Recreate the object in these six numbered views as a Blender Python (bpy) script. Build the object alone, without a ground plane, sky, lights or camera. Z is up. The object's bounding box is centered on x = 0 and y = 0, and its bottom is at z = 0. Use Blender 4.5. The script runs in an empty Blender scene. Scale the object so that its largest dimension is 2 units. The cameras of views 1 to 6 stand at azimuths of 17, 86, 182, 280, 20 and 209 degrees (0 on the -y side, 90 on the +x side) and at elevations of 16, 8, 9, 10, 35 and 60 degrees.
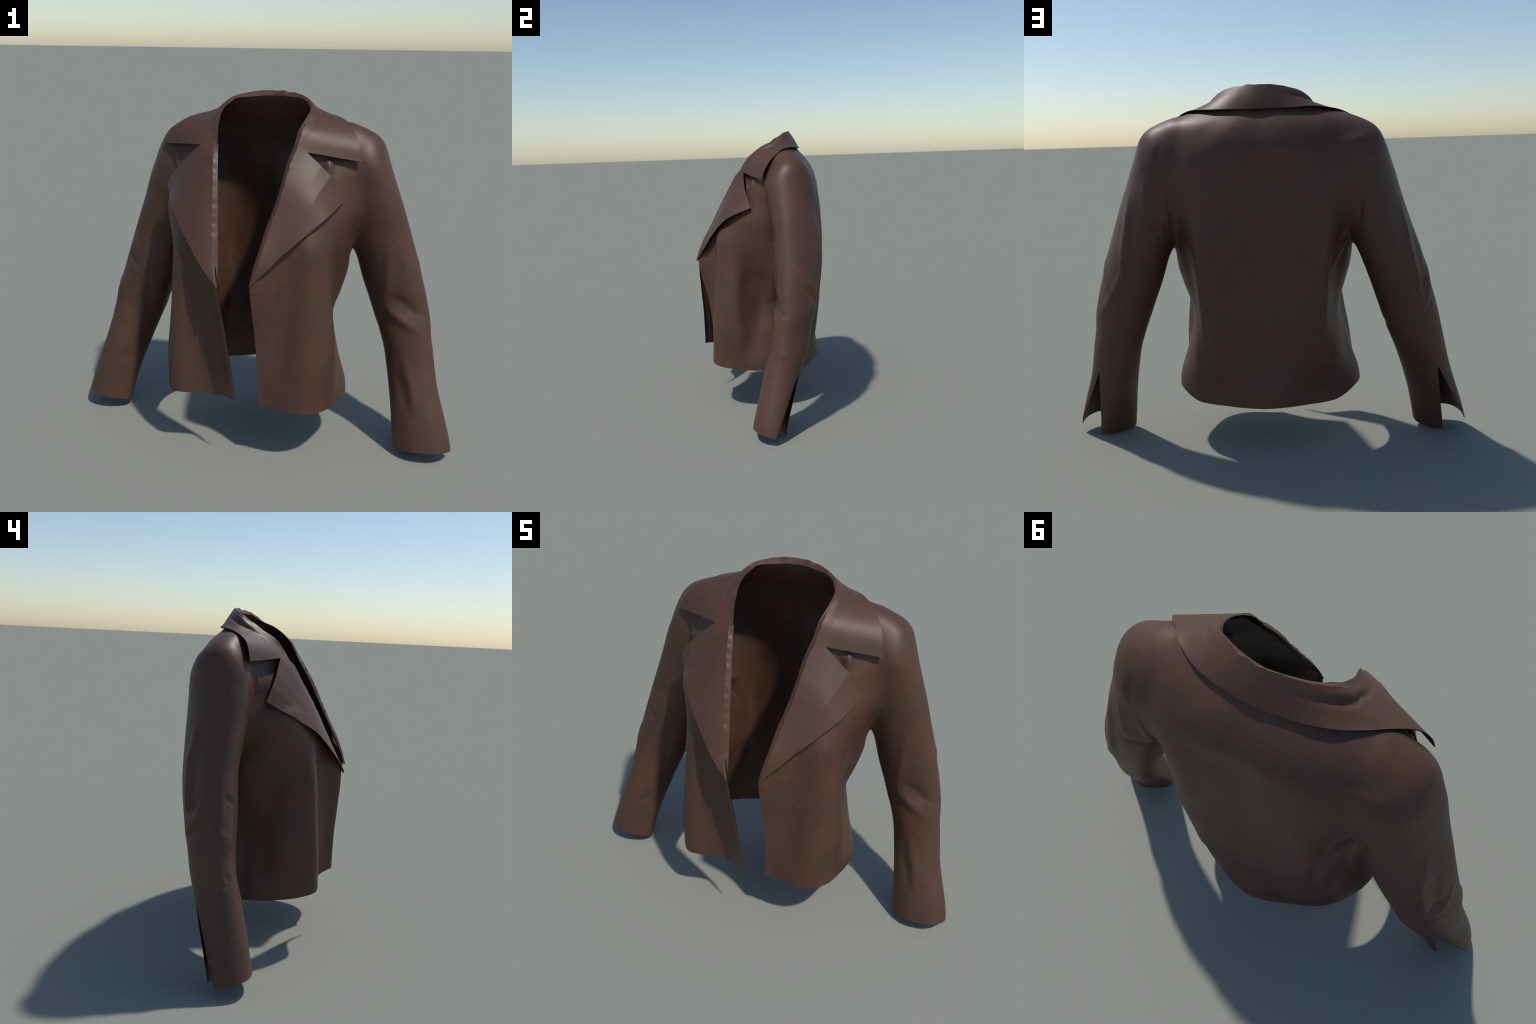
"""Brown leather jacket standing as if worn: open front, wide notched lapels,
folded collar, long sleeves with vented cuffs.  The cloth shell is modelled as an
implicit body (lofted cross sections, torso + two sleeves, smoothly joined),
meshed, wrinkled, trimmed along hem / front / neck / cuffs and given thickness.
Collar and lapels are separate folded sheets laid over it."""
import bpy
import numpy as np
from math import pi

RNG = np.random.default_rng(7)
THICK = 0.004          # leather thickness
CELL = 0.0095          # meshing resolution


# ------------------------------------------------------------------ helpers
def pchip(x, y, q):
    """Monotone cubic interpolation (no overshoot); y may have extra trailing axes."""
    x = np.asarray(x, float); y = np.asarray(y, float); q = np.asarray(q, float)
    h = np.diff(x)
    hs = h.reshape((-1,) + (1,) * (y.ndim - 1))
    d = np.diff(y, axis=0) / hs
    m = np.zeros_like(y)
    if len(x) > 2:
        w1 = 2 * hs[1:] + hs[:-1]; w2 = hs[1:] + 2 * hs[:-1]
        ok = d[1:] * d[:-1] > 0
        with np.errstate(divide="ignore", invalid="ignore"):
            hm = (w1 + w2) / (w1 / d[:-1] + w2 / d[1:])
        m[1:-1] = np.where(ok, hm, 0)
    m[0] = d[0]; m[-1] = d[-1]
    qc = np.clip(q, x[0], x[-1])
    i = np.clip(np.searchsorted(x, qc) - 1, 0, len(x) - 2)
    t = (qc - x[i]) / h[i]
    t = t.reshape(t.shape + (1,) * (y.ndim - 1)); hh = h[i].reshape(t.shape)
    return ((1 + 2 * t) * (1 - t) ** 2 * y[i] + t * (1 - t) ** 2 * hh * m[i]
            + t * t * (3 - 2 * t) * y[i + 1] + t * t * (t - 1) * hh * m[i + 1])


def smoothstep(a, b, x):
    t = np.clip((x - a) / (b - a), 0, 1)
    return t * t * (3 - 2 * t)


class Loft:
    """Stack of closed, star-shaped cross sections -> radius over angle and height."""
    NT = 720

    def __init__(self, levels, soften=3):
        zs, cs, rs = [], [], []
        th = (np.arange(self.NT) + 0.5) / self.NT * 2 * pi - pi
        for z, (cx, cy), pts in levels:
            p = np.array(pts, float) - (cx, cy)
            a = np.arctan2(p[:, 1], p[:, 0]); r = np.hypot(p[:, 0], p[:, 1])
            o = np.argsort(a); a, r = a[o], r[o]
            a = np.concatenate([a - 2 * pi, a, a + 2 * pi]); r = np.tile(r, 3)
            rr = pchip(a, r, th)
            for _ in range(soften * 4):
                rr = 0.25 * np.roll(rr, 1) + 0.5 * rr + 0.25 * np.roll(rr, -1)
            zs.append(z); cs.append((cx, cy)); rs.append(rr)
        self.z0, self.z1 = zs[0], zs[-1]
        self.NZ = 400
        zz = np.linspace(self.z0, self.z1, self.NZ)
        self.R = pchip(zs, np.array(rs), zz)
        for _ in range(24):
            self.R[1:-1] = 0.25 * self.R[:-2] + 0.5 * self.R[1:-1] + 0.25 * self.R[2:]
        self.C = pchip(zs, np.array(cs), zz)

    def centre(self, z):
        t = np.clip((z - self.z0) / (self.z1 - self.z0), 0, 1) * (self.NZ - 1)
        i = np.minimum(t.astype(int), self.NZ - 2); f = (t - i)[..., None]
        return self.C[i] * (1 - f) + self.C[i + 1] * f

    def angle(self, P):
        c = self.centre(P[:, 2])
        return np.arctan2(P[:, 1] - c[:, 1], P[:, 0] - c[:, 0])

    def __call__(self, P):
        z = P[:, 2]
        t = np.clip((z - self.z0) / (self.z1 - self.z0), 0, 1) * (self.NZ - 1)
        i = np.minimum(t.astype(int), self.NZ - 2); f = t - i
        c = self.C[i] * (1 - f)[:, None] + self.C[i + 1] * f[:, None]
        dx, dy = P[:, 0] - c[:, 0], P[:, 1] - c[:, 1]
        a = (np.arctan2(dy, dx) + pi) / (2 * pi) * self.NT - 0.5
        j = np.floor(a).astype(int); g = a - j
        j0, j1 = j % self.NT, (j + 1) % self.NT
        r = ((self.R[i, j0] * (1 - g) + self.R[i, j1] * g) * (1 - f)
             + (self.R[i + 1, j0] * (1 - g) + self.R[i + 1, j1] * g) * f)
        return r - np.hypot(dx, dy)


# ------------------------------------------------------------------ torso sections
# each level: wearer-side halves from the front edge round to the spine (x, y)
TORSO = []


def section(z, right, left, rear):
    """One height of the torso: both front panels from the edge to the side, and the
    (mirrored) side and back from the arm side to the spine."""
    mirrored = [(-x, y) for x, y in rear if x > 0]
    TORSO.append((z, right + rear, left + mirrored))


section(0.285,
        right=[(.104, -.315), (.180, -.317), (.250, -.322), (.330, -.304), (.395, -.245), (.443, -.100), (.460, .020), (.447, .090)],
        left=[(.006, -.378), (-.050, -.335), (-.100, -.306), (-.180, -.306), (-.270, -.328), (-.340, -.312), (-.400, -.225), (-.450, -.080), (-.463, .020), (-.443, .110)],
        rear=[(.381, .206), (.352, .238), (.310, .270), (.260, .297), (.167, .337), (.075, .373), (.000, .387)])
section(0.460,
        right=[(.096, -.315), (.160, -.302), (.230, -.305), (.300, -.315), (.352, -.297), (.405, -.245), (.440, -.160), (.418, -.065), (.410, .030), (.395, .105)],
        left=[(-.012, -.382), (-.060, -.335), (-.120, -.305), (-.200, -.300), (-.280, -.318), (-.345, -.318), (-.395, -.240), (-.425, -.150), (-.412, -.050), (-.408, .030), (-.385, .110)],
        rear=[(.358, .215), (.325, .280), (.275, .335), (.200, .352), (.100, .355), (.000, .356)])
section(0.660,
        right=[(.087, -.338), (.150, -.295), (.220, -.282), (.290, -.297), (.345, -.280), (.400, -.235), (.428, -.170), (.386, -.085), (.350, -.020), (.368, .080)],
        left=[(-.037, -.390), (-.090, -.340), (-.150, -.305), (-.220, -.293), (-.290, -.306), (-.345, -.300), (-.385, -.220), (-.392, -.150), (-.372, -.060), (-.366, .010), (-.355, .090)],
        rear=[(.350, .150), (.328, .220), (.306, .290), (.278, .360), (.220, .378), (.120, .372), (.000, .368)])
section(0.800,
        right=[(.081, -.376), (.130, -.325), (.180, -.290), (.240, -.275), (.300, -.281), (.350, -.260), (.395, -.205), (.406, -.150), (.362, -.070), (.366, .000), (.408, .090)],
        left=[(-.060, -.398), (-.110, -.345), (-.170, -.300), (-.230, -.287), (-.290, -.296), (-.345, -.287), (-.372, -.210), (-.376, -.140), (-.366, -.060), (-.385, .020), (-.392, .100)],
        rear=[(.375, .175), (.338, .240), (.312, .310), (.285, .378), (.220, .386), (.120, .368), (.000, .355)])
section(0.920,
        right=[(.077, -.398), (.120, -.350), (.170, -.303), (.230, -.272), (.290, -.272), (.345, -.250), (.385, -.190), (.395, -.130), (.386, -.055), (.415, .030), (.433, .110)],
        left=[(-.074, -.402), (-.120, -.350), (-.180, -.303), (-.240, -.285), (-.300, -.286), (-.345, -.272), (-.375, -.190), (-.385, -.100), (-.408, .000), (-.425, .090)],
        rear=[(.398, .190), (.352, .255), (.320, .320), (.290, .392), (.210, .392), (.110, .374), (.000, .360)])
section(1.060,
        right=[(.106, -.335), (.170, -.300), (.230, -.270), (.290, -.268), (.345, -.240), (.385, -.160), (.408, -.065), (.438, .035), (.430, .130)],
        left=[(-.101, -.328), (-.170, -.305), (-.240, -.280), (-.300, -.265), (-.345, -.240), (-.390, -.175), (-.428, -.090), (-.442, .020), (-.425, .130)],
        rear=[(.395, .225), (.360, .300), (.308, .370), (.250, .402), (.180, .396), (.100, .378), (.000, .366)])
section(1.200,
        right=[(.135, -.262), (.210, -.240), (.290, -.205), (.362, -.148), (.422, -.052), (.465, .055)],
        left=[(-.127, -.255), (-.210, -.245), (-.290, -.215), (-.388, -.170), (-.458, -.072), (-.470, .045)],
        rear=[(.460, .180), (.420, .275), (.370, .335), (.305, .380), (.240, .397), (.150, .390), (.000, .372)])
section(1.320,
        right=[(.161, -.195), (.220, -.165), (.300, -.115), (.380, -.050), (.450, .030), (.500, .120)],
        left=[(-.149, -.195), (-.220, -.170), (-.300, -.120), (-.380, -.055), (-.450, .030), (-.500, .120)],
        rear=[(.480, .240), (.420, .318), (.335, .368), (.250, .385), (.150, .384), (.000, .372)])
section(1.440,
        right=[(.185, -.120), (.240, -.075), (.330, -.020), (.400, .025), (.460, .085)],
        left=[(-.172, -.125), (-.240, -.075), (-.330, -.020), (-.400, .030), (-.460, .085)],
        rear=[(.505, .160), (.480, .250), (.380, .325), (.250, .367), (.120, .380), (.000, .380)])
section(1.530,
        right=[(.208, -.058), (.260, -.025), (.330, .020), (.420, .085)],
        left=[(-.188, -.069), (-.250, -.025), (-.330, .020), (-.420, .085)],
        rear=[(.515, .170), (.470, .245), (.345, .302), (.200, .334), (.000, .342)])
section(1.580,
        right=[(.216, -.025), (.260, .010), (.330, .070)],
        left=[(-.194, -.035), (-.250, .020), (-.330, .075)],
        rear=[(.455, .165), (.395, .235), (.265, .284), (.140, .305), (.000, .310)])
section(1.615,
        right=[(.217, .010), (.250, .050), (.290, .110)],
        left=[(-.197, .012), (-.240, .060), (-.290, .120)],
        rear=[(.335, .165), (.270, .220), (.160, .258), (.000, .275)])
section(1.660,
        right=[(.210, .062), (.222, .090)],
        left=[(-.197, .070), (-.215, .100)],
        rear=[(.225, .150), (.190, .198), (.110, .230), (.000, .245)])
section(1.700,
        right=[(.165, .135)],
        left=[(-.165, .130)],
        rear=[(.170, .148), (.150, .170), (.080, .197), (.000, .212)])
section(1.760,
        right=[(.155, .126), (.150, .138)],
        left=[(-.155, .126), (-.150, .138)],
        rear=[(.120, .158), (.070, .182), (.000, .197)])


def torso_levels():
    out = []
    for z, right, left in TORSO:
        yf = min(right[0][1], left[0][1])
        if z > 1.0:                      # close the (later trimmed) front with a bulge
            yf -= 0.06
        front = [(0.03, yf)] if z < 1.0 else [(0.05, yf), (-0.05, yf)]
        if z < 0.95:
            front = [(0.5 * (right[0][0] + left[0][0]), 0.5 * (right[0][1] + left[0][1]) - 0.004)]
        cy = 0.02 if z < 1.35 else float(np.interp(z, [1.35, 1.5, 1.6, 1.66, 1.7], [.02, .09, .13, .15, .155]))
        out.append((z, (0.0, cy), right + left + front))
    z, c, p = out[0]
    return [(0.15, c, p)] + out


# ------------------------------------------------------------------ sleeve sections
# height, inner x, outer x, front y, back y  (x measured away from the body)
SLEEVE = {
    1: [(0.38, .650, .898, -.012, .205), (0.49, .622, .875, .020, .248), (0.59, .587, .855, .040, .268), (0.66, .558, .846, .056, .287),
        (0.74, .527, .825, .066, .308), (0.83, .490, .800, .066, .328), (0.98, .440, .753, .070, .345), (1.10, .395, .712, .068, .350),
        (1.20, .36, .678, .060, .348), (1.30, .33, .640, .048, .346), (1.38, .32, .610, .042, .336), (1.45, .33, .580, .050, .316),
        (1.505, .35, .557, .085, .285), (1.540, .37, .530, .110, .255), (1.562, .40, .492, .140, .220)],
    -1: [(0.38, .655, .902, -.022, .209), (0.49, .617, .876, .012, .247), (0.58, .580, .856, .034, .268), (0.66, .553, .838, .040, .288),
         (0.74, .527, .815, .046, .303), (0.84, .493, .787, .052, .322), (0.97, .444, .748, .058, .336), (1.09, .400, .705, .048, .342),
         (1.20, .36, .668, .040, .345), (1.31, .33, .636, .032, .347), (1.38, .32, .612, .040, .342), (1.45, .33, .585, .056, .325),
         (1.505, .35, .557, .085, .288), (1.540, .37, .530, .110, .258), (1.562, .40, .492, .140, .220)],
}
# bottom section of each cuff: from the outer vent corner round the front to the rear vent corner
CUFF = {
    1: [(1.003, .020), (.996, -.040), (.955, -.092), (.870, -.108), (.785, -.085), (.715, -.015), (.735, .030), (.795, .067), (.883, .087)],
    -1: [(.998, .048), (.994, -.020), (.955, -.080), (.875, -.104), (.805, -.086), (.738, -.025), (.750, .030), (.800, .082), (.873, .114)],
}
VENT_TOP = {1: (.841, .175, .375), -1: (.826, .190, .385)}
CUFF_EDGE = {1: [(.71, -.016, .027), (.85, -.105, .060), (.998, .020, .047), (.883, .087, .003)],
             -1: [(.735, -.036, .053), (.86, -.097, .068), (.989, .048, .056), (.873, .114, .008)]}
CUFF_C = {1: (.86, -.005), -1: (.862, .015)}


def sleeve_levels(s):
    lv = []
    cx, cy = CUFF_C[s]
    foot = [(s * x, y) for x, y in CUFF[s]]
    a, b = np.array(foot[0]), np.array(foot[-1])
    foot.append(tuple(0.5 * (a + b) + 0.01 * np.array([s * .5, .8])))
    lv.append((-0.06, (s * (cx + .012), cy - .015), [(x + s * .012, y - .015) for x, y in foot]))
    lv.append((0.03, (s * cx, cy), foot))
    for z, xi, xo, yf, yb in SLEEVE[s]:
        c = (0.5 * (xi + xo), 0.5 * (yf + yb)); ax, ay = 0.5 * (xo - xi), 0.5 * (yb - yf)
        pts = []
        for k in range(20):
            t = 2 * pi * k / 20
            e = 2 / 2.04                                    # barely boxy ellipse
            ct = np.cos(t)
            inner_share = float(np.interp(z, [.4, .55, .7, .95], [1, .5, 0, 0]))
            lean = 0.5 + 0.5 * ct
            tilt = -0.42 * (lean + (1 - lean) * inner_share) * float(np.interp(z, [.38, .6, 1.1, 1.35, 1.5], [.5, 1, .85, .5, .1]))
            st = np.sin(t + tilt)
            pts.append((s * (c[0] + ax * np.sign(ct) * abs(ct) ** e), c[1] + ay * np.sign(st) * abs(st) ** e))
        lv.append((z, (s * c[0], c[1]), pts))
    return lv


torso_f = Loft(torso_levels(), soften=1)
sleeve_f = {s: Loft(sleeve_levels(s), soften=1) for s in (1, -1)}


def smax(a, b, k):
    h = np.maximum(k - np.abs(a - b), 0) / k
    return np.maximum(a, b) + h * h * k * 0.25


def sleeve_value(P, s):
    v = sleeve_f[s](P)
    top = sleeve_f[s].z1
    return np.where(P[:, 2] > top, v - 3 * (P[:, 2] - top), v)


def body(P):
    t = torso_f(P)
    sl = np.where(P[:, 0] > 0, sleeve_value(P, 1), sleeve_value(P, -1))
    z = P[:, 2]
    k = 0.018 + 0.042 * smoothstep(0.85, 1.05, z) * (1 - smoothstep(1.15, 1.4, z))
    return smax(t, sl, k)


def gradient(fn, P, e=0.002):
    g = np.empty_like(P)
    for i in range(3):
        d = np.zeros(3); d[i] = e
        g[:, i] = (fn(P + d) - fn(P - d)) / (2 * e)
    return g


# ------------------------------------------------------------------ surface nets
def surface_net(fn, lo, hi, h):
    n = [int(np.ceil((b - a) / h)) + 1 for a, b in zip(lo, hi)]
    ax = [lo[i] + h * np.arange(n[i]) for i in range(3)]
    val = np.empty(n)
    for i in range(n[0]):
        Y, Z = np.meshgrid(ax[1], ax[2], indexing="ij")
        Q = np.stack([np.full(Y.size, ax[0][i]), Y.ravel(), Z.ravel()], 1)
        val[i] = fn(Q).reshape(n[1], n[2])
    ins = val > 0
    m = [k - 1 for k in n]
    corners = [(a, b, c) for a in (0, 1) for b in (0, 1) for c in (0, 1)]
    cut = lambda A, c: A[c[0]:c[0] + m[0], c[1]:c[1] + m[1], c[2]:c[2] + m[2]]
    cnt = sum(cut(ins, c).astype(np.int8) for c in corners)
    act = (cnt > 0) & (cnt < 8)
    idx = np.full(m, -1); idx[act] = np.arange(act.sum())
    cells = np.argwhere(act)
    acc = np.zeros((len(cells), 3)); num = np.zeros(len(cells))
    for a in corners:
        for d in range(3):
            if a[d]:
                continue
            b = list(a); b[d] = 1
            va = val[tuple((cells + a).T)]; vb = val[tuple((cells + b).T)]
            x = (va > 0) != (vb > 0)
            t = np.where(x, va / np.where(x, va - vb, 1), 0)
            p = np.repeat(np.array(a, float)[None], len(cells), 0); p[:, d] = t
            acc[x] += p[x]; num += x
    V = np.array(lo) + h * (cells + acc / num[:, None])
    F = []
    for d in range(3):
        u, w = (d + 1) % 3, (d + 2) % 3
        s0 = [slice(None)] * 3; s1 = [slice(None)] * 3
        s0[d] = slice(0, -1); s1[d] = slice(1, None)
        x = ins[tuple(s0)] != ins[tuple(s1)]
        e = np.argwhere(x)
        e = e[(e[:, u] > 0) & (e[:, w] > 0) & (e[:, u] < n[u] - 1) & (e[:, w] < n[w] - 1)]
        flip = ~ins[tuple(e.T)]
        q = []
        for du, dw in ((0, 0), (-1, 0), (-1, -1), (0, -1)):
            c = e.copy(); c[:, u] += du; c[:, w] += dw
            q.append(idx[tuple(c.T)])
        q = np.stack(q, 1)
        q[flip] = q[flip][:, ::-1]
        F.append(q)
    return V, np.concatenate(F)


def vertex_normals(V, T):
    a, b, c = V[T[:, 0]], V[T[:, 1]], V[T[:, 2]]
    n = np.cross(b - a, c - a)
    N = np.zeros_like(V)
    for k in range(3):
        for i in range(3):
            N[:, i] += np.bincount(T[:, k], n[:, i], len(V))
    return N / np.maximum(np.linalg.norm(N, axis=1, keepdims=True), 1e-12)


def clip(V, N, T, g, keep_cut=False):
    """Keep the part of a triangle mesh where g > 0, cutting triangles cleanly."""
    g = np.where(np.abs(g) < 1e-5, 1e-5, g)
    pos = g > 0
    k = pos[T].sum(1)
    whole = T[k == 3]
    new = []
    edges = {}
    Vn, Nn, nv = [], [], len(V)

    def mid(i, j):
        nonlocal nv
        key = (i, j) if i < j else (j, i)
        if key not in edges:
            a, b = key
            t = g[a] / (g[a] - g[b])
            Vn.append(V[a] + t * (V[b] - V[a])); Nn.append(N[a] + t * (N[b] - N[a]))
            edges[key] = nv; nv += 1
        return edges[key]
    for tri in T[(k == 1) | (k == 2)]:
        tri = list(tri); one = pos[tri].sum() == 1
        odd = next(i for i in range(3) if pos[tri[i]] == one)
        a, b, c = tri[odd], tri[(odd + 1) % 3], tri[(odd + 2) % 3]
        ab, ca = mid(a, b), mid(c, a)
        if one:
            new.append((a, ab, ca))
        else:
            new += [(ab, b, c), (ab, c, ca)]
    first = len(V)
    if Vn:
        V = np.concatenate([V, np.array(Vn)]); Nn = np.array(Nn)
        N = np.concatenate([N, Nn / np.linalg.norm(Nn, axis=1, keepdims=True)])
    T = np.concatenate([whole, np.array(new, int).reshape(-1, 3)])
    cutv = np.zeros(len(V), bool); cutv[first:] = True
    used = np.unique(T)
    remap = np.full(len(V), -1); remap[used] = np.arange(len(used))
    return V[used], N[used], remap[T], cutv[used]


def shell(V, N, T, thick, no_rim=None):
    """Give a sheet thickness (inwards) and close its rims, except along no_rim borders."""
    n = len(V)
    e = np.concatenate([T[:, [0, 1]], T[:, [1, 2]], T[:, [2, 0]]])
    key = np.sort(e, 1); code = key[:, 0] * n + key[:, 1]
    _, inv, c = np.unique(code, return_inverse=True, return_counts=True)
    rim = e[c[inv] == 1]
    if no_rim is not None:
        rim = rim[~(no_rim[rim[:, 0]] & no_rim[rim[:, 1]])]
    W = np.concatenate([V, V - N * thick])
    faces = [tuple(t) for t in T.tolist()]
    faces += [(c0 + n, b0 + n, a0 + n) for a0, b0, c0 in T.tolist()]
    faces += [(b0, a0, a0 + n, b0 + n) for a0, b0 in rim.tolist()]
    return W, np.concatenate([N, -N]), faces


def make_object(name, V, faces, mat, parent, normals=None):
    me = bpy.data.meshes.new(name)
    me.from_pydata(V.tolist(), [], faces)
    me.update()
    me.polygons.foreach_set("use_smooth", np.ones(len(me.polygons), bool))
    if normals is not None:
        me.normals_split_custom_set_from_vertices(normals.tolist())
    me.materials.append(mat)
    ob = bpy.data.objects.new(name, me)
    bpy.context.scene.collection.objects.link(ob)
    ob.parent = parent
    return ob


# ------------------------------------------------------------------ edge curves
LAPEL_CREST = {  # crest of the lapel roll, break point to gorge, as (x, y, z)
    1: [(.080, -.402, .920), (.098, -.387, .976), (.114, -.357, 1.048), (.134, -.303, 1.146), (.156, -.248, 1.249), (.173, -.198, 1.347),
        (.184, -.148, 1.428), (.203, -.094, 1.505)],
    -1: [(-.074, -.408, .900), (-.100, -.366, .988), (-.114, -.330, 1.061), (-.140, -.280, 1.167), (-.152, -.245, 1.239), (-.176, -.178, 1.360),
         (-.194, -.128, 1.446), (-.208, -.080, 1.502)],
}
FOLD = {  # inner edge where the roll turns inside, up to the nape
    1: [(.077, -.399, .918), (.084, -.379, .976), (.098, -.346, 1.048), (.116, -.290, 1.150), (.139, -.235, 1.249), (.156, -.184, 1.345),
        (.165, -.134, 1.427), (.183, -.078, 1.512), (.192, -.042, 1.572), (.203, .040, 1.620), (.203, .095, 1.645), (.190, .138, 1.680), (.145, .167, 1.699), (.078, .197, 1.709), (0, .212, 1.711)],
    -1: [(-.074, -.403, .900), (-.088, -.352, .989), (-.101, -.316, 1.060), (-.121, -.264, 1.167), (-.134, -.228, 1.239), (-.158, -.165, 1.360),
         (-.174, -.117, 1.445), (-.190, -.058, 1.531), (-.199, -.012, 1.576), (-.206, .055, 1.610), (-.203, .105, 1.650), (-.170, .150, 1.684), (-.088, .194, 1.705), (0, .212, 1.710)],
}
CREST = [(.203, -.094, 1.505), (.212, -.046, 1.578), (.220, .040, 1.632), (.217, .100, 1.662), (.200, .142, 1.695), (.150, .180, 1.718), (.075, .215, 1.731), (0, .229, 1.734), (-.075, .220, 1.731),
         (-.150, .195, 1.718), (-.208, .155, 1.696), (-.234, .100, 1.650), (-.231, .030, 1.602), (-.216, -.050, 1.535), (-.208, -.080, 1.502)]
FRONT_X = {1: [(.28, .105), (.46, .096), (.66, .087), (.81, .081), (.92, .077)],
           -1: [(.28, .012), (.339, .006), (.517, -.019), (.661, -.038), (.802, -.060), (.90, -.074)]}
HEM = [(.05, -.34, .318), (.104, -.315, .301), (.25, -.322, .288), (.395, -.25, .280), (.46, .02, .268), (.436, .13, .268), (.381, .206, .253), (.31, .269, .240), (.167, .336, .243),
       (0, .387, .247), (-.167, .336, .243), (-.31, .269, .240), (-.381, .206, .253), (-.436, .13, .272), (-.463, .02, .275), (-.40, -.21, .288), (-.33, -.30, .303), (-.27, -.328, .312),
       (-.10, -.30, .318), (.006, -.378, .340)]


def opening(P):
    """> 0 on cloth that stays: trims the front opening and the neck."""
    x, y, z = P.T
    edge = {}
    for s in (1, -1):
        tab = [(zz, s * xx) for zz, xx in FRONT_X[s]] + [(p[2], s * p[0]) for p in FOLD[s][1:-4]]
        tab = np.array(tab)
        edge[s] = np.interp(z, tab[:, 0], tab[:, 1])
    m = 0.022 * smoothstep(.93, 1.06, z)          # stays hidden under the roll
    g = np.where(x > 0.5 * (edge[1] - edge[-1]), x - edge[1] - m, -x - edge[-1] - m)
    neck = {}
    for s in (1, -1):
        t = np.array([(p[1], p[2]) for p in FOLD[s][7:]])
        neck[s] = np.interp(y, t[:, 0], t[:, 1])
    g2 = np.where(x > 0, neck[1], neck[-1]) - 0.010 * (1 - smoothstep(.10, .15, y)) - z
    w = y > -0.02
    up = np.where(w & (z > 1.45), g2, -1)
    g = np.where(z > 1.60, -1, g)
    rear = np.where((y > 0.05) & (z < 1.5), 1, -1)
    return np.maximum(np.maximum(g, up), rear)


def hem(P):
    h = np.array(HEM)
    a = np.arctan2(h[:, 1] - .02, h[:, 0]); o = np.argsort(a)
    a, z = a[o], h[o, 2]
    a = np.concatenate([a - 2 * pi, a, a + 2 * pi]); z = np.tile(z, 3)
    t = np.arctan2(P[:, 1] - .02, P[:, 0])
    on_torso = torso_f(P) > sleeve_either(P)
    return np.where(on_torso & (P[:, 2] < 0.6), P[:, 2] - pchip(a, z, t), 1)


def sleeve_either(P):
    return np.where(P[:, 0] > 0, sleeve_value(P, 1), sleeve_value(P, -1))


def cuff(P):
    out = np.ones(len(P))
    for s in (1, -1):
        q = np.array(CUFF_EDGE[s])
        A = np.c_[np.ones(4), q[:, 0], q[:, 1]]
        k = np.linalg.lstsq(A, q[:, 2], rcond=None)[0]
        m = (s * P[:, 0] > 0.55) & (P[:, 2] < 0.2) & (torso_f(P) < -.05)
        out = np.where(m, P[:, 2] - (k[0] + k[1] * s * P[:, 0] + k[2] * P[:, 1]), out)
    return out


def vent(P):
    """> 0 outside the V-shaped vent at the outer back of each cuff."""
    out = np.ones(len(P))
    for s in (1, -1):
        top = np.array(VENT_TOP[s]); e1 = np.array(CUFF_EDGE[s][2]); e2 = np.array(CUFF_EDGE[s][3])
        z = P[:, 2]
        c = sleeve_f[s].centre(z)

        def ang(p0, p1):
            t = (z - p0[2]) / (p1[2] - p0[2])
            q = p0[None] + t[:, None] * (p1 - p0)[None]
            return np.arctan2(q[:, 1] - c[:, 1], q[:, 0] - s * c[:, 0])
        a1, a2 = ang(top, e1), ang(top, e2)
        t = np.arctan2(P[:, 1] - c[:, 1], s * P[:, 0] - s * c[:, 0])
        r = np.hypot(P[:, 1] - c[:, 1], P[:, 0] - c[:, 0])
        g = np.maximum(a1 - t, t - a2) * r
        m = (s * P[:, 0] > 0.55) & (z < top[2] + 0.004) & (torso_f(P) < -.05)
        out = np.where(m, g, out)
    return out


def armhole(P):
    """> 0 on the sleeves."""
    low = sleeve_either(P) - torso_f(P)
    ax = np.abs(P[:, 0])
    high = ax - (0.425 + 0.14 * (P[:, 2] - 1.03) + 0.05 * smoothstep(.1, .3, np.abs(P[:, 1] - .17)))
    w = smoothstep(1.06, 1.2, P[:, 2])
    return low * (1 - w) + high * w


# ------------------------------------------------------------------ folds and wrinkles
# soft ridges (+) and creases (-): FOLDS entries are (path, half width, height)
FOLDS = []


def fold(width, height, *path):
    FOLDS.append((np.array(path, float), width, height))


fold(0.026, 0.014, (0.637, 0.075, 0.718), (0.707, 0.063, 0.677), (0.772, 0.055, 0.634))
fold(0.024, -0.008, (0.649, 0.070, 0.782), (0.721, 0.070, 0.753), (0.784, 0.074, 0.716))
fold(0.024, 0.007, (0.625, 0.074, 1.049), (0.630, 0.071, 0.881), (0.625, 0.077, 0.749))
fold(0.024, 0.008, (0.735, 0.025, 0.497), (0.784, -0.015, 0.366), (0.811, -0.049, 0.252))
fold(0.030, -0.008, (0.695, 0.019, 0.415), (0.748, -0.023, 0.319), (0.777, -0.051, 0.235))
fold(0.014, 0.006, (0.867, 0.072, 0.497), (0.879, 0.073, 0.459))
fold(0.012, -0.005, (0.857, 0.077, 0.549), (0.868, 0.093, 0.516))
fold(0.024, 0.008, (-0.632, 0.061, 0.967), (-0.655, 0.053, 0.789), (-0.679, 0.046, 0.616), (-0.697, 0.007, 0.313))
fold(0.016, -0.008, (-0.749, 0.076, 0.863), (-0.705, 0.055, 0.813))
fold(0.020, 0.008, (-0.747, 0.054, 0.768), (-0.777, 0.054, 0.694), (-0.798, 0.048, 0.621))
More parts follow.
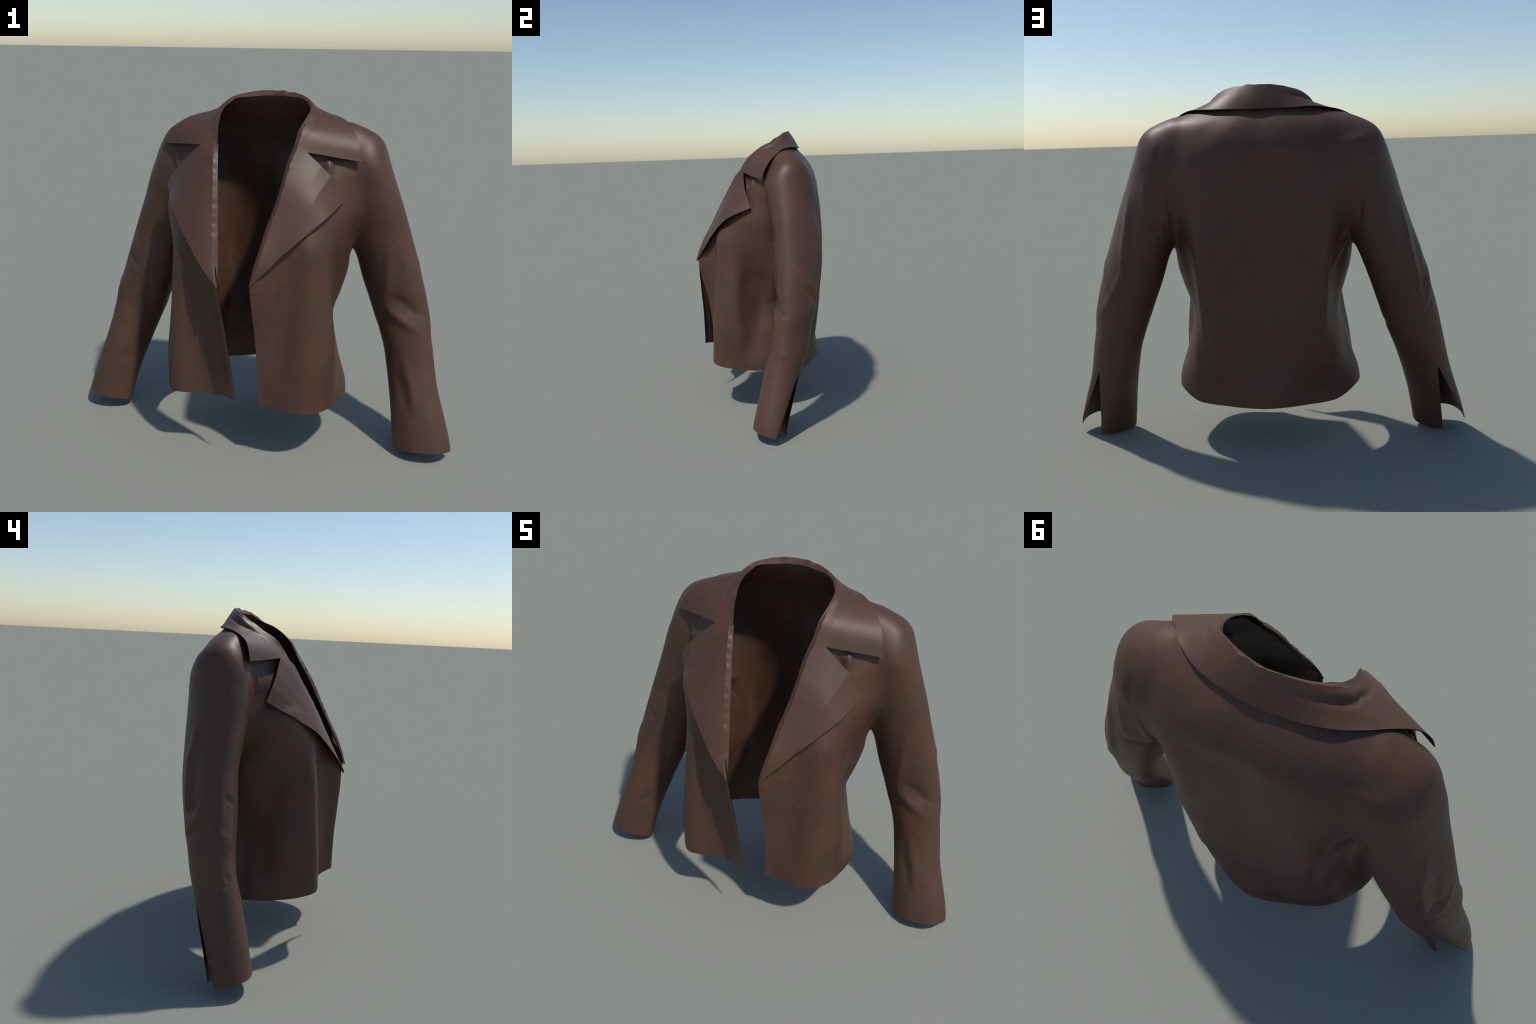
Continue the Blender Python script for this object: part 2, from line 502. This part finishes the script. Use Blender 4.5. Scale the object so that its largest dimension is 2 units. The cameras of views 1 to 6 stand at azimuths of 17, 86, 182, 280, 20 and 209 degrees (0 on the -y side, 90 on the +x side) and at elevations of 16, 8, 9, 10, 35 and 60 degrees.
fold(0.012, -0.006, (-0.840, 0.046, 0.533), (-0.847, 0.035, 0.494))
fold(0.026, -0.006, (-0.776, -0.043, 0.280), (-0.728, -0.017, 0.329))
fold(0.022, 0.010, (0.617, 0.299, 1.225), (0.632, 0.322, 1.077), (0.649, 0.327, 0.887), (0.706, 0.305, 0.797), (0.790, 0.244, 0.686))
fold(0.024, -0.006, (0.583, 0.338, 1.153), (0.608, 0.339, 0.946), (0.636, 0.326, 0.829))
fold(0.018, 0.007, (0.527, 0.337, 1.318), (0.525, 0.347, 1.226), (0.520, 0.347, 1.124))
fold(0.014, -0.008, (0.454, 0.313, 1.452), (0.457, 0.340, 1.362))
fold(0.016, -0.008, (0.555, 0.139, 0.602), (0.588, 0.135, 0.581))
fold(0.016, 0.007, (0.454, 0.334, 1.149), (0.449, 0.309, 1.070))
fold(0.020, 0.010, (-0.646, 0.276, 1.150), (-0.672, 0.285, 1.037), (-0.700, 0.288, 0.914), (-0.732, 0.276, 0.805), (-0.736, 0.274, 0.707))
fold(0.022, -0.009, (-0.708, 0.234, 1.030), (-0.740, 0.242, 0.905), (-0.763, 0.246, 0.779))
fold(0.014, -0.012, (-0.395, 0.323, 1.253), (-0.391, 0.260, 1.108))
fold(0.014, -0.012, (-0.458, 0.341, 1.235), (-0.447, 0.319, 1.122))
fold(0.016, 0.008, (-0.425, 0.331, 1.235), (-0.417, 0.286, 1.110))
fold(0.022, 0.005, (-0.305, 0.348, 1.452), (-0.397, 0.312, 1.462), (-0.481, 0.298, 1.486))
fold(0.016, -0.007, (-0.585, 0.212, 0.606), (-0.562, 0.153, 0.596))
fold(0.020, 0.006, (0.606, 0.300, 1.254), (0.615, 0.324, 1.143), (0.610, 0.340, 1.060))
fold(0.020, 0.007, (0.759, 0.186, 0.946), (0.760, 0.249, 0.866), (0.735, 0.290, 0.800))
fold(0.018, -0.006, (0.783, 0.192, 0.862), (0.767, 0.257, 0.790), (0.732, 0.287, 0.738))
fold(0.016, -0.006, (0.737, 0.067, 0.727), (0.833, 0.106, 0.680))
fold(0.018, 0.005, (0.847, 0.063, 0.543), (0.864, 0.104, 0.523))
fold(0.018, 0.008, (-0.653, 0.256, 1.171), (-0.672, 0.267, 1.084), (-0.678, 0.292, 0.993))
fold(0.020, 0.009, (-0.772, 0.161, 0.887), (-0.787, 0.210, 0.774), (-0.737, 0.274, 0.664))
fold(0.016, -0.010, (-0.676, 0.321, 0.807), (-0.726, 0.282, 0.753), (-0.768, 0.217, 0.837))
fold(0.014, -0.009, (-0.729, 0.280, 0.638), (-0.797, 0.215, 0.698))
fold(0.016, -0.006, (-0.747, 0.078, 0.878), (-0.771, 0.075, 0.794))
fold(0.024, 0.007, (-0.813, 0.101, 0.724), (-0.806, 0.068, 0.681), (-0.830, 0.071, 0.621))
fold(0.010, -0.004, (-0.869, 0.066, 0.494), (-0.847, 0.028, 0.471))
fold(0.018, 0.009, (-0.318, 0.330, 0.880), (-0.355, 0.270, 0.960), (-0.415, 0.220, 1.040))
fold(0.024, -0.022, (-0.345, 0.300, 1.010), (-0.400, 0.260, 1.060))
fold(0.016, 0.008, (-0.368, 0.325, 1.243), (-0.433, 0.342, 1.320), (-0.484, 0.344, 1.336))
fold(0.014, 0.010, (0.436, 0.345, 1.267), (0.428, 0.312, 1.123), (0.425, 0.290, 1.060))
fold(0.022, -0.010, (0.537, 0.349, 1.086), (0.468, 0.331, 1.086), (0.423, 0.282, 1.076))
fold(0.040, -0.004, (0.394, -0.125, 0.931), (0.398, -0.108, 0.746), (0.430, -0.048, 0.485))
fold(0.030, -0.005, (0.369, 0.026, 0.655), (0.359, 0.076, 0.675))
fold(0.020, 0.018, (0.334, -0.012, 1.448), (0.341, -0.046, 1.383))
fold(0.016, -0.012, (0.297, -0.044, 1.427), (0.321, -0.063, 1.378))
fold(0.018, 0.014, (-0.426, 0.050, 1.433), (-0.433, 0.015, 1.348))
fold(0.018, -0.012, (-0.457, 0.058, 1.405), (-0.459, 0.042, 1.342))


def wrinkle(P):
    """Height of all folds at each point; every fold fades out towards its ends."""
    total = np.zeros(len(P))
    for path, w, h in FOLDS:
        seg = np.linalg.norm(np.diff(path, axis=0), axis=1)
        start = np.concatenate([[0], np.cumsum(seg)])
        best = np.full(len(P), 9.0); where = np.zeros(len(P))
        for a, b, s0, ln in zip(path[:-1], path[1:], start, seg):
            t = np.clip(((P - a) @ (b - a)) / ln ** 2, 0, 1)
            r = np.linalg.norm(P - a - t[:, None] * (b - a), axis=1)
            closer = r < best
            best = np.where(closer, r, best); where = np.where(closer, s0 + t * ln, where)
        q = where / start[-1]
        total += h * np.exp(-(best / w) ** 2) * (0.3 + 0.7 * np.sin(pi * np.clip(q, 0, 1)) ** .7)
    return total


# ------------------------------------------------------------------ materials
def leather(name, tint=(1, 1, 1)):
    m = bpy.data.materials.new(name); m.use_nodes = True
    nt = m.node_tree; N, L = nt.nodes, nt.links
    bsdf = N["Principled BSDF"]
    tc = N.new("ShaderNodeTexCoord")
    big = N.new("ShaderNodeTexNoise"); big.inputs["Scale"].default_value = 5.0; big.inputs["Detail"].default_value = 3
    small = N.new("ShaderNodeTexNoise"); small.inputs["Scale"].default_value = 90; small.inputs["Detail"].default_value = 4
    L.new(tc.outputs["Object"], big.inputs["Vector"]); L.new(tc.outputs["Object"], small.inputs["Vector"])
    ramp = N.new("ShaderNodeValToRGB")
    base = np.array([.083, .0400, .0260]) * np.array(tint)
    e = ramp.color_ramp.elements
    e[0].position = .34; e[0].color = (*(base * np.array([.86, .93, .96])), 1)
    e[1].position = .68; e[1].color = (*(base * np.array([1.10, 1.04, 1.02])), 1)
    L.new(big.outputs["Fac"], ramp.inputs["Fac"])
    mul = N.new("ShaderNodeMixRGB"); mul.blend_type = "MULTIPLY"; mul.inputs["Fac"].default_value = 1
    gr = N.new("ShaderNodeValToRGB"); g = gr.color_ramp.elements
    g[0].position = .35; g[0].color = (.93, .93, .93, 1); g[1].position = .65; g[1].color = (1.05, 1.05, 1.05, 1)
    L.new(small.outputs["Fac"], gr.inputs["Fac"])
    L.new(ramp.outputs["Color"], mul.inputs[1]); L.new(gr.outputs["Color"], mul.inputs[2])
    L.new(mul.outputs["Color"], bsdf.inputs["Base Color"])
    rr = N.new("ShaderNodeMapRange"); rr.inputs["To Min"].default_value = .42; rr.inputs["To Max"].default_value = .55
    L.new(big.outputs["Fac"], rr.inputs["Value"]); L.new(rr.outputs["Result"], bsdf.inputs["Roughness"])
    bsdf.inputs["Specular IOR Level"].default_value = 0.35
    bump = N.new("ShaderNodeBump"); bump.inputs["Strength"].default_value = .05; bump.inputs["Distance"].default_value = .003
    fine = N.new("ShaderNodeTexNoise"); fine.inputs["Scale"].default_value = 160; fine.inputs["Detail"].default_value = 3
    L.new(tc.outputs["Object"], fine.inputs["Vector"])
    L.new(fine.outputs["Fac"], bump.inputs["Height"]); L.new(bump.outputs["Normal"], bsdf.inputs["Normal"])
    return m


MAT = leather("brown_leather")

# ------------------------------------------------------------------ build the cloth body
root = bpy.data.objects.new("leather_jacket", None)
bpy.context.scene.collection.objects.link(root)
root["label"] = "brown leather jacket with wide notched lapels, worn open"
root["category"] = "jacket"

V, Q = surface_net(body, (-1.06, -.52, -.04), (1.06, .50, 1.76), CELL)
for it in range(4):                                   # snap to the exact surface
    g = gradient(body, V); v = body(V)
    step = (v / np.maximum((g * g).sum(1), .25))[:, None] * g
    L_ = np.linalg.norm(step, axis=1, keepdims=True)
    V = V + step * np.minimum(1, 0.008 / np.maximum(L_, 1e-9)) * 0.8
T = np.concatenate([Q[:, [0, 1, 2]], Q[:, [0, 2, 3]]])


def relax(V, T, n, w):
    e = np.unique(np.sort(np.concatenate([T[:, [0, 1]], T[:, [1, 2]], T[:, [2, 0]]]), 1), axis=0)
    deg = np.bincount(e.ravel(), minlength=len(V)).astype(float)
    w = np.reshape(w, (-1, 1))
    for _ in range(n):
        S = np.zeros_like(V)
        for i in range(3):
            S[:, i] = np.bincount(e[:, 0], V[e[:, 1], i], len(V)) + np.bincount(e[:, 1], V[e[:, 0], i], len(V))
        V = V + w * (S / deg[:, None] - V)
    return V


V = relax(V, T, 3, .5)
ax_ = np.abs(V[:, 0])                                  # blend the sleeve heads into the shoulders
head = smoothstep(.34, .42, ax_) * (1 - smoothstep(.54, .62, ax_)) * smoothstep(1.12, 1.3, V[:, 2])
V = relax(V, T, 18, .5 * head)
V = V + vertex_normals(V, T) * (0.009 * head * smoothstep(1.3, 1.42, V[:, 2]))[:, None]
Nn = vertex_normals(V, T)
V = V + Nn * wrinkle(V)[:, None]
Nn = vertex_normals(V, T)

sheet = (V, Nn, T)
for fn in (opening, hem, cuff, vent):
    sheet = clip(*sheet, fn(sheet[0]))[:3]
gv = armhole(sheet[0])
tor = clip(*sheet, -gv)
slv = clip(*sheet, gv)
W, NW, F = shell(*tor[:3], THICK, tor[3])
make_object("torso", W, F, MAT, root, NW)
sV, sN, sT, sC = slv
for s in (1, -1):
    t = sT[s * sV[sT].mean(1)[:, 0] > 0]
    u = np.unique(t); rm = np.full(len(sV), -1); rm[u] = np.arange(len(u))
    W, NW, F = shell(sV[u], sN[u], rm[t], THICK, sC[u])
    make_object("sleeve", W, F, MAT, root, NW)


# ------------------------------------------------------------------ collar and lapels
def curve(pts, q, soft=True):
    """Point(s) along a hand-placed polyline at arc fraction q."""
    p = np.array(pts, float)
    s = np.concatenate([[0], np.cumsum(np.linalg.norm(np.diff(p, axis=0), axis=1))]); s /= s[-1]
    return pchip(s, p, q) if soft else np.stack([np.interp(q, s, p[:, i]) for i in range(3)], -1)


def push_out(P, gap, shape=None):
    """Keep a sheet clear of the cloth body underneath."""
    start = P
    P = P.copy()
    for _ in range(6):
        g = gradient(body, P); gl = np.linalg.norm(g, axis=1)
        dist = -body(P) / np.maximum(gl, .3)
        need = np.maximum(gap - dist, 0)
        P -= g / np.maximum(gl, 1e-6)[:, None] * np.minimum(need, .01)[:, None]
    if shape is None:
        return P
    D = (P - start).reshape(*shape, 3)                    # spread the lift softly over the sheet
    for _ in range(30):
        for ax in (0, 1):
            pad = np.concatenate([np.take(D, [0], ax), D, np.take(D, [-1], ax)], ax)
            n = D.shape[ax]
            D = 0.25 * np.take(pad, range(n), ax) + 0.5 * D + 0.25 * np.take(pad, range(2, n + 2), ax)
    return push_out(start + 1.15 * D.reshape(-1, 3), gap * .6)


def sheet_grid(G):
    nu, nv = G.shape[:2]
    V = G.reshape(-1, 3)
    T = []
    for i in range(nu - 1):
        for j in range(nv - 1):
            a, b, c, d = i * nv + j, (i + 1) * nv + j, (i + 1) * nv + j + 1, i * nv + j + 1
            for t in ((a, b, c), (a, c, d)):
                pts = V[list(t)]
                if np.linalg.norm(np.cross(pts[1] - pts[0], pts[2] - pts[0])) > 1e-9:
                    T.append(t)
    return V, np.array(T)


NOTCH = {1: (.244, -.083, 1.483), -1: (-.281, -.066, 1.489)}
LAPEL_TIP = {1: (.426, -.053, 1.273), -1: (-.471, -.035, 1.286)}
LAPEL_LOW = {1: [(.077, -.400, .918), (.107, -.381, .952), (.152, -.356, .996), (.206, -.319, 1.057), (.251, -.295, 1.098), (.316, -.249, 1.159), (.367, -.198, 1.207), (.410, -.105, 1.252), (.426, -.053, 1.273)],
             -1: [(-.073, -.407, .900), (-.132, -.390, .955), (-.187, -.360, 1.009), (-.247, -.318, 1.073), (-.311, -.267, 1.137), (-.394, -.160, 1.205), (-.440, -.085, 1.252), (-.471, -.035, 1.286)]}
LAPEL_TOP = {1: [(.244, -.083, 1.483), (.314, -.085, 1.424), (.361, -.081, 1.381), (.426, -.053, 1.273)],
             -1: [(-.281, -.066, 1.489), (-.365, -.063, 1.414), (-.423, -.053, 1.353), (-.471, -.035, 1.286)]}
FOLD_TOP = {1: 0.50, -1: 0.50}
COLLAR_OUT = [(.480, .018, 1.438), (.467, .032, 1.489), (.441, .069, 1.549), (.405, .115, 1.590), (.359, .156, 1.617), (.302, .211, 1.628), (.205, .263, 1.627), (.110, .283, 1.625), (0, .291, 1.624),
              (-.133, .277, 1.625), (-.245, .251, 1.630), (-.328, .202, 1.622), (-.412, .130, 1.600), (-.471, .074, 1.558), (-.505, .055, 1.515), (-.518, .046, 1.473)]


def gorge_start(s):
    """Arc fraction along the roll line where lapel gives way to collar."""
    p = np.array(FOLD[s]); a = np.concatenate([[0], np.cumsum(np.linalg.norm(np.diff(p, axis=0), axis=1))])
    return float(np.interp(1.50, p[:, 2], a) / a[-1])


def pucker(a):
    """Irregular waviness of the roll's crest along its length (a in metres)."""
    return (np.sin(a * 62 + 1.5 * np.sin(a * 23)) * 0.6 + 0.4 * np.sin(a * 131 + 2)) * (0.65 + 0.35 * np.sin(a * 19 + 1))


def lapel(s):
    nu = 150
    g0 = gorge_start(s)
    us = np.linspace(0, 1, nu)
    foldp = curve(FOLD[s], us * g0)
    crest = curve(LAPEL_CREST[s], us)
    low = curve(LAPEL_LOW[s], us)
    across = low - crest
    width = np.linalg.norm(across, axis=1)
    fade = np.minimum(1, width / .12)
    wave = pucker(us * .75 + (0 if s > 0 else 5))
    shift = across / np.maximum(width, .02)[:, None] * (0.0065 * wave * fade)[:, None]
    ta = np.linspace(0, 1, 12, endpoint=False); tb = np.linspace(0, 1, 64) ** 1.3
    inner = foldp[:, None] + ta[None, :, None] * (crest - foldp)[:, None]
    toprow = curve([tuple(crest[-1])] + LAPEL_TOP[s], tb, soft=False)
    outer = crest[:, None] + tb[None, :, None] * across[:, None]
    outer = outer + (toprow - outer[-1])[None] * (us ** 3)[:, None, None]
    near = np.exp(-(tb[None] * width[:, None] / .014) ** 2)
    outer = outer + near[..., None] * (shift * (1 - us ** 8)[:, None])[:, None]
    n = np.cross(low[-1] - crest[0], crest[-1] - crest[0])
    n = n / np.linalg.norm(n)
    n = n if n[1] < 0 else -n
    P = outer.reshape(-1, 3)
    B = np.tile(tb, nu); fd = np.repeat(fade, len(tb))
    P = P + n * ((0.001 if s > 0 else 0.006) * np.sin(pi * B ** .7) * fd * np.repeat(1 - us ** 6, len(tb)))[:, None]
    P = push_out(P, 0.008 * np.minimum(1, .3 + B * 6), outer.shape[:2])
    outer = P.reshape(nu, -1, 3)
    inner = inner + (ta[None, :, None] * (outer[:, :1] - crest[:, None]))
    return np.concatenate([inner, outer], 1)


def collar():
    nu = 260
    gr, gl = gorge_start(1), gorge_start(-1)
    us = np.linspace(0, 1, nu)
    right = curve(FOLD[1], np.linspace(gr, 1, 120)); left = curve(FOLD[-1], np.linspace(1, gl, 120))
    foldp = curve(np.concatenate([right, left[1:]]), us)
    crest = curve(CREST, us)
    out = curve(COLLAR_OUT, us)
    wave = pucker(us * .9 + 2.3)
    ta = np.linspace(0, 1, 14, endpoint=False); tb = np.linspace(0, 1, 48) ** 1.2
    inner = foldp[:, None] + ta[None, :, None] * (crest - foldp)[:, None]
    fall = crest[:, None] + tb[None, :, None] * (out - crest)[:, None]
    G = np.concatenate([inner, fall], 1)
    nv = G.shape[1]
    width = np.linalg.norm(out - crest, axis=1)
    near = np.concatenate([np.repeat(ta[None], nu, 0), np.exp(-(tb[None] * width[:, None] / .014) ** 2)], 1)
    sway = (out - crest) / width[:, None] * (0.0045 * wave * np.sin(pi * us) ** .3)[:, None]
    G = G + near[..., None] * sway[:, None]
    for s, end in ((1, 0), (-1, nu - 1)):
        row = np.concatenate([inner[end], curve([tuple(crest[end]), NOTCH[s], tuple(out[end])], tb, soft=False)])
        dev = row - G[end]
        w = np.clip(1 - (us if end == 0 else 1 - us) / .16, 0, 1) ** 2
        G = G + w[:, None, None] * dev[None]
    V, T = sheet_grid(G)
    N = vertex_normals(V, T)
    if (N * (V - np.array([0, .12, 1.45]))).sum() < 0:
        N = -N
    B = np.tile(np.concatenate([0 * ta, tb]), nu)
    side = np.exp(-((us - .25) / .12) ** 2) + np.exp(-((us - .75) / .12) ** 2)   # hollow over the shoulders
    P = V + N * (np.sin(pi * B) * np.repeat(.004 * np.sin(pi * us) - .009 * side, nv))[:, None]
    P = push_out(P, 0.007 * np.minimum(1, .2 + B * 5), (nu, nv))
    # puckered crease between the stand and the fall, mostly on the left of the neck
    d = B * np.repeat(width, nv)
    run = np.repeat(np.exp(-((us - .76) / .10) ** 2) + .35 * np.exp(-((us - .22) / .10) ** 2), nv)
    jag = np.repeat(pucker(us * 1.1 + 7), nv)
    P = P + N * (run * (.006 * np.exp(-((d - .020) / .014) ** 2) - .010 * np.exp(-((d - .048 - .007 * jag) / .012) ** 2)) * (B > 0))[:, None]
    G = P.reshape(nu, nv, 3)
    return G


def add_sheet(name, G, outward):
    V, T = sheet_grid(G)
    N = vertex_normals(V, T)
    if (N * (V - np.array(outward))).sum() < 0:
        T = T[:, ::-1].copy(); N = -N
    V = V + N * 0.002
    W, NW, F = shell(V, N, T, THICK)
    return make_object(name, W, F, MAT, root, NW)


CENTRE = (0, .15, 1.2)
for s in (1, -1):
    add_sheet("lapel", lapel(s), CENTRE)
add_sheet("collar", collar(), (0, .12, 1.4))
